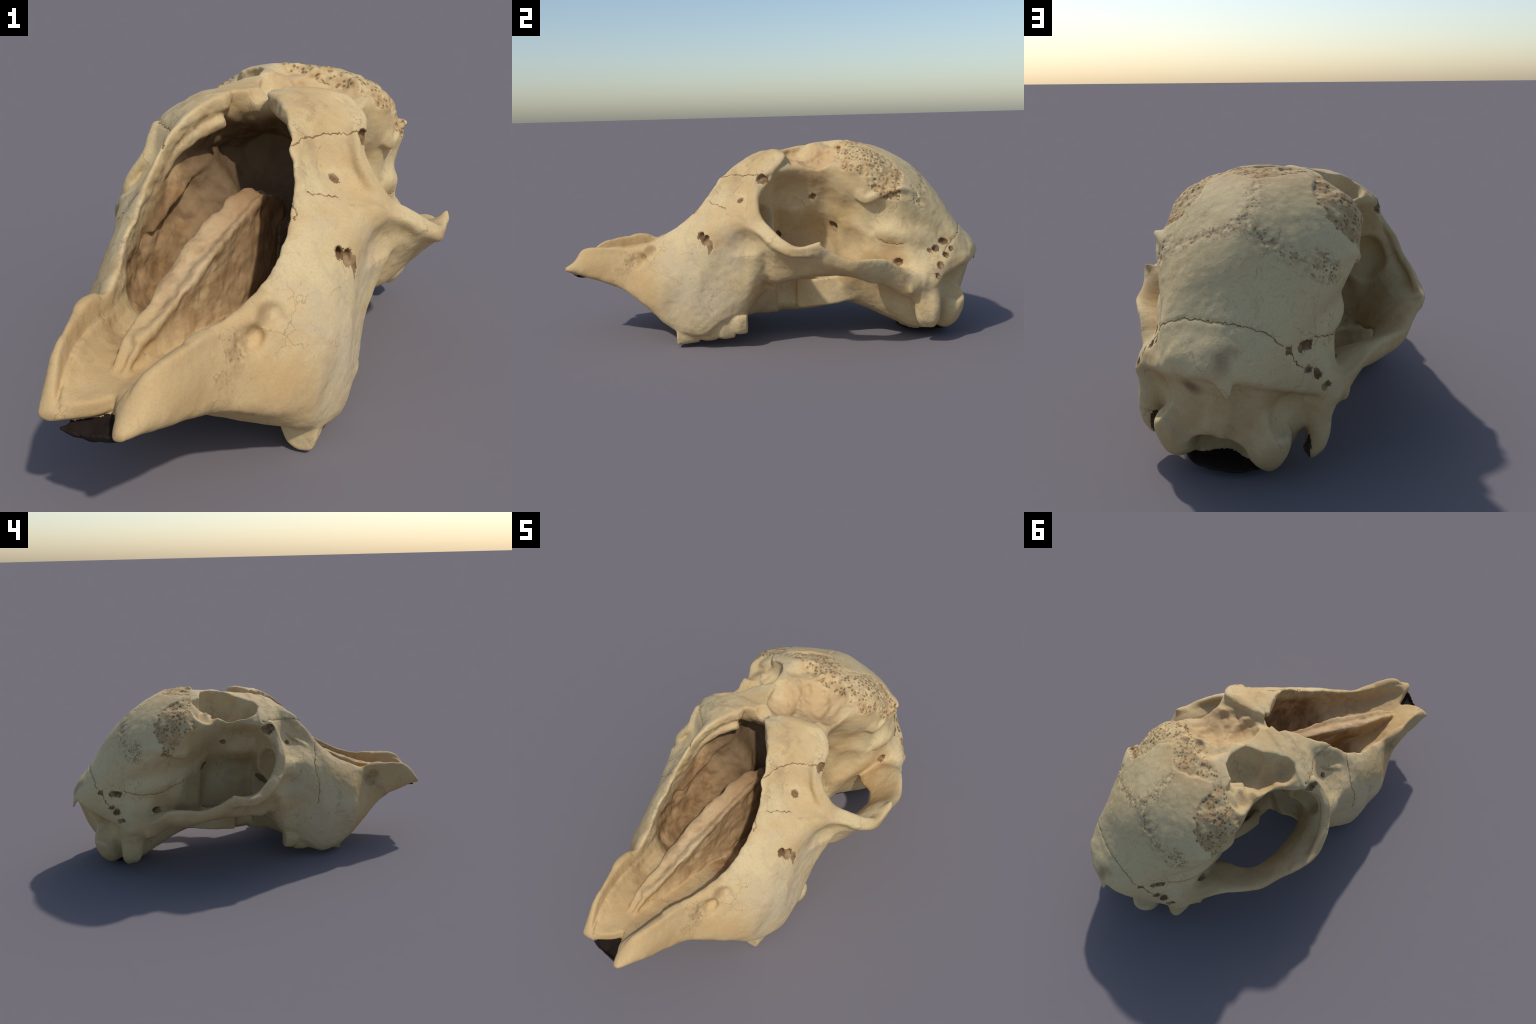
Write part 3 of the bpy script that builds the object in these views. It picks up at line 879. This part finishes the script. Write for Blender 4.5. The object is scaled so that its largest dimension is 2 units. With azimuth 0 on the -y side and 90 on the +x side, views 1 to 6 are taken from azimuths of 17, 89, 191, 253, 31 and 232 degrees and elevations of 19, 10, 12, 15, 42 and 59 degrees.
def bone_colours(sh, extra=None):
    s, t, h = sh.local()
    col = sh.mix(sh.step(sh.noise(5, 4), .38, .62), WARM, PALE)
    col = sh.mix(sh.math("MULTIPLY", sh.step(sh.noise(9, 5, .6, 1.0), .52, .66), .30), col, (.47, .375, .265))     # greyish blotches
    ocrown = sh.math("MULTIPLY", sh.step(sh.math("ADD", t, sh.math("MULTIPLY", sh.noise(7), .25)), .48, .72), sh.step(h, .30, .45))
    col = sh.mix(sh.math("MULTIPLY", ocrown, .75), col, OLIVE)
    for c, r in (((.34, -.33, .24), .26), ((-.35, -.33, .24), .26), ((.33, -.16, .45), .14), ((-.34, -.16, .45), .14)):
        col = sh.mix(sh.math("MULTIPLY", sh.near(c, r, .8), .55), col, (.57, .465, .315))
    col = sh.mix(sh.math("MULTIPLY", sh.step(sh.math("ADD", t, sh.math("MULTIPLY", sh.noise(9), .2)), -.36, -.52), .6), col, (.52, .335, .145))
    # grain: fine dark flecks everywhere, streaked along the skull
    fl = sh.step(sh.noise(38, 5, .7, .3, (1.6, .7, 1.6)), .60, .72)
    col = sh.mix(sh.math("MULTIPLY", fl, .38), col, (.33, .235, .13))
    sc = sh.step(sh.noise(26, 6, .75, 1.5, (1.4, .8, 1.4)), .585, .64)
    col = sh.mix(sh.math("MULTIPLY", sc, .45), col, (.40, .27, .14))
    fine = sh.step(sh.noise(150, 3, .7), .40, .62)
    col = sh.mix(sh.math("MULTIPLY", fine, .16), col, (.36, .25, .13))
    # tan stains
    st = sh.step(sh.noise(11, 6, .65, .6), .53, .70)
    col = sh.mix(sh.math("MULTIPLY", st, .45), col, (.50, .33, .16))
    # crater and snout trough: warmer
    for c, r, k in (((.13, .20, .80), .20, .75), ((.29, .545, .38), .09, .8), ((-.28, .545, .39), .08, .6), ((.0, .42, .90), .13, .5)):
        col = sh.mix(sh.math("MULTIPLY", sh.near(c, r), k), col, (.52, .345, .17))
    for c, r, k in (((-.03, .945, .41), .05, .6), ((-.045, .925, .445), .05, .4), ((.07, .935, .32), .05, .8), ((-.23, .78, .36), .05, .55), ((.200, -.665, .395), .055, .6), ((-.225, -.65, .40), .055, .5), ((.222, -.565, .43), .04, .4), ((.335, -.28, .48), .028, .7), ((.325, -.03, .75), .03, .5), ((-.31, -.015, .755), .035, .5), ((.267, -.124, .65), .022, .6)):
        col = sh.mix(sh.math("MULTIPLY", sh.near(c, r, .8), k), col, (.22, .13, .06))
    # pores along the crown sutures
    w = sh.math("MAXIMUM", sh.math("MAXIMUM", sh.line(LAMBDA_R, .055), sh.line(LAMBDA_L, .055)), sh.line(LAMBDA_M, .065))
    w = sh.math("MAXIMUM", w, sh.math("MAXIMUM", sh.near((-.245, .655, .66), .075), sh.near((.26, .65, .645), .07)))
    w = sh.math("MAXIMUM", w, sh.math("MAXIMUM", sh.near((.200, -.665, .395), .06), sh.near((-.225, -.65, .40), .06)))
    pore = sh.math("MULTIPLY", sh.step(sh.cells(80), .40, .24), sh.step(sh.noise(24, 3), .40, .52))
    col = sh.mix(sh.math("MULTIPLY", sh.math("MULTIPLY", w, pore), .9), col, (.15, .10, .055))
    wash = sh.math("MULTIPLY", w, sh.step(sh.noise(48, 4, .65), .44, .60))
    col = sh.mix(sh.math("MULTIPLY", wash, .72), col, (.33, .215, .11))
    # hairline cracks in the weathered face
    ck = sh.nt.nodes.new("ShaderNodeTexVoronoi")
    ck.feature = "DISTANCE_TO_EDGE"
    ck.inputs["Scale"].default_value = 7.0
    wob = sh.nt.nodes.new("ShaderNodeTexNoise")
    wob.inputs["Scale"].default_value, wob.inputs["Detail"].default_value = 16.0, 5.0
    sh.nt.links.new(sh.pos, wob.inputs["Vector"])
    sc2 = sh.nt.nodes.new("ShaderNodeVectorMath")
    sc2.operation = "SCALE"
    sh.nt.links.new(wob.outputs["Color"], sc2.inputs[0])
    sc2.inputs["Scale"].default_value = .11
    sh.nt.links.new(sh.vec("ADD", sh.pos, sc2.outputs["Vector"]), ck.inputs["Vector"])
    crack = sh.math("MULTIPLY", sh.step(ck.outputs["Distance"], .016, .004), sh.step(sh.noise(4.5, 3), .50, .60))
    col = sh.mix(sh.math("MULTIPLY", crack, .42), col, (.24, .155, .08))
    # brown rind along the torn edge of the nose opening
    rim = sh.math("ADD", sh.math("MULTIPLY", t, .80), .875)
    deep = sh.math("SUBTRACT", rim, h)
    edge = sh.math("MULTIPLY", sh.step(sh.math("ABSOLUTE", deep), .055, .005), sh.math("MULTIPLY", sh.step(sh.math("ABSOLUTE", s), .25, .20), sh.step(t, .0, -.03)))
    col = sh.mix(sh.math("MULTIPLY", sh.math("MULTIPLY", edge, sh.step(sh.noise(22, 5, .65), .44, .60)), .55), col, (.36, .235, .115))
    if extra:
        col = extra(sh, col, s, t, h, deep)
    return col


def make_bone():
    sh = Shader("weathered_bone")
    return sh.finish(bone_colours(sh))


def make_septum():
    sh = Shader("nasal_bone")

    def ext(sh, col, s, t, h, deep):
        back = sh.step(t, -.45, -.05)
        a = sh.mix(sh.step(sh.noise(12, 5, .6, 0, (1, .3, 1)), .36, .62), (.30, .18, .08), (.55, .385, .205))
        a = sh.mix(back, a, (.34, .205, .10))
        return sh.mix(sh.step(t, -.70, -.50), col, a)
    return sh.finish(bone_colours(sh, ext), .5)


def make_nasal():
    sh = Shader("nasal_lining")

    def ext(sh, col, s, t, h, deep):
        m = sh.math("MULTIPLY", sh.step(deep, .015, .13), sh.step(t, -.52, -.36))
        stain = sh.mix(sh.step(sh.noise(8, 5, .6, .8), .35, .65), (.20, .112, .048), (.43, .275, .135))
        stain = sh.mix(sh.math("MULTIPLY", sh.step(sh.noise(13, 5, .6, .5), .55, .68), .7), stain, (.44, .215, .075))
        stain = sh.mix(sh.math("MULTIPLY", sh.step(t, -.18, .02), .75), stain, (.085, .055, .032))  # rear of the cavity tinted almost black for its deep shade
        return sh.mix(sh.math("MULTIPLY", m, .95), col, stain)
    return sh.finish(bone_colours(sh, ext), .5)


def make_spongy():
    sh = Shader("spongy_bone", .9)
    pit = sh.math("MULTIPLY", sh.step(sh.cells(62), .46, .26), sh.step(sh.noise(16, 3), .36, .50))
    col = sh.mix(sh.step(sh.noise(14, 4), .42, .62), (.61, .455, .235), (.50, .335, .165))
    col = sh.mix(sh.math("MULTIPLY", sh.step(sh.noise(40, 5, .7), .48, .62), .5), col, (.36, .23, .11))
    col = sh.mix(sh.math("MULTIPLY", pit, .85), col, (.21, .13, .06))
    return sh.finish(col, 1.0)


def make_plain(name, a, b, scale=25, grain=.5, rough=.85):
    sh = Shader(name, rough)
    return sh.finish(sh.mix(sh.step(sh.noise(scale, 4), .38, .62), a, b), grain)


MATS = {"": make_bone(), "spongy_bone": make_spongy(), "bone_pit": make_plain("pit_dirt", (.27, .175, .085), (.44, .305, .155)),
        "bone_hole": make_plain("hole_dirt", (.17, .095, .042), (.34, .225, .115)),
        "nasal_septum": make_septum(),
        "black_web": make_plain("near_black_brown", (.014, .008, .006), (.022, .014, .010)),
        "braincase_hollow": make_plain("hollow", (.035, .03, .025), (.07, .055, .04)),  # cavity shadow put into the colour
        "skull_base": make_plain("base_dark", (.05, .042, .034), (.11, .085, .06))}  # dark brown-grey faces of the gap beside the condyle
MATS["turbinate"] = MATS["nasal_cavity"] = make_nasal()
MAT_SEAM = make_plain("seam_dirt", (.22, .14, .065), (.36, .24, .115), 60)

# ------------------------------------------------------------------ objects
root = bpy.data.objects.new("animal_skull", None)
bpy.context.scene.collection.objects.link(root)
root["label"] = "weathered broken deer skull without lower jaw"
root["category"] = "animal skull"

whole = bpy.data.meshes.new("whole")
whole.from_pydata(WORLD.tolist(), [], QUAD.tolist())
whole.update()
VN = np.zeros(len(WORLD) * 3, np.float32)
whole.vertices.foreach_get("normal", VN)
VN = VN.reshape(-1, 3)
bpy.data.meshes.remove(whole)

for li, nm in enumerate(NAMES):
    sel = FLAB == li
    if not sel.any():
        continue
    q = QUAD[sel]
    u, inv = np.unique(q, return_inverse=True)
    base = "tooth" if nm.startswith("tooth") else nm.split(".")[0]
    me = bpy.data.meshes.new(base)
    me.from_pydata(WORLD[u].tolist(), [], inv.reshape(-1, 4).tolist())
    me.polygons.foreach_set("use_smooth", np.ones(len(me.polygons), bool))
    me.update()
    me.normals_split_custom_set_from_vertices(VN[u].tolist())
    ob = bpy.data.objects.new(base, me)
    ob.parent = root
    bpy.context.scene.collection.objects.link(ob)
    me.materials.append(MATS.get(base, MATS[""]))
    if base in ("bone_pit", "bone_hole", "spongy_bone"):
        ob["kind"] = "stuff"

# dark matter in the seams: thin jagged strips sunk into their grooves
for C, g in SEAMS:
    V, Fc = [], []
    r = .0024
    for i, (p, n) in enumerate(zip(C, g)):
        tan = C[min(i + 1, len(C) - 1)] - C[max(i - 1, 0)]
        tan /= np.linalg.norm(tan)
        bi = np.cross(tan, n)
        rr = r * (.6 + .6 * rng.random()) * (.3 if i in (0, len(C) - 1) else 1)
        for k in range(6):
            a = math.pi * k / 3
            V.append(ROT @ (p - n * .0020 + rr * (math.cos(a) * bi + math.sin(a) * n)) + SHIFT)
        if i:
            for k in range(6):
                Fc.append((6 * (i - 1) + k, 6 * (i - 1) + (k + 1) % 6, 6 * i + (k + 1) % 6, 6 * i + k))
    me = bpy.data.meshes.new("suture")
    me.from_pydata([tuple(v) for v in V], [], Fc + [tuple(range(5, -1, -1)), tuple(range(len(V) - 6, len(V)))])
    me.update()
    me.materials.append(MAT_SEAM)
    ob = bpy.data.objects.new("suture", me)
    ob.parent = root
    bpy.context.scene.collection.objects.link(ob)
print("BUILD", len(QUAD), "quads", time.time() - T_START)
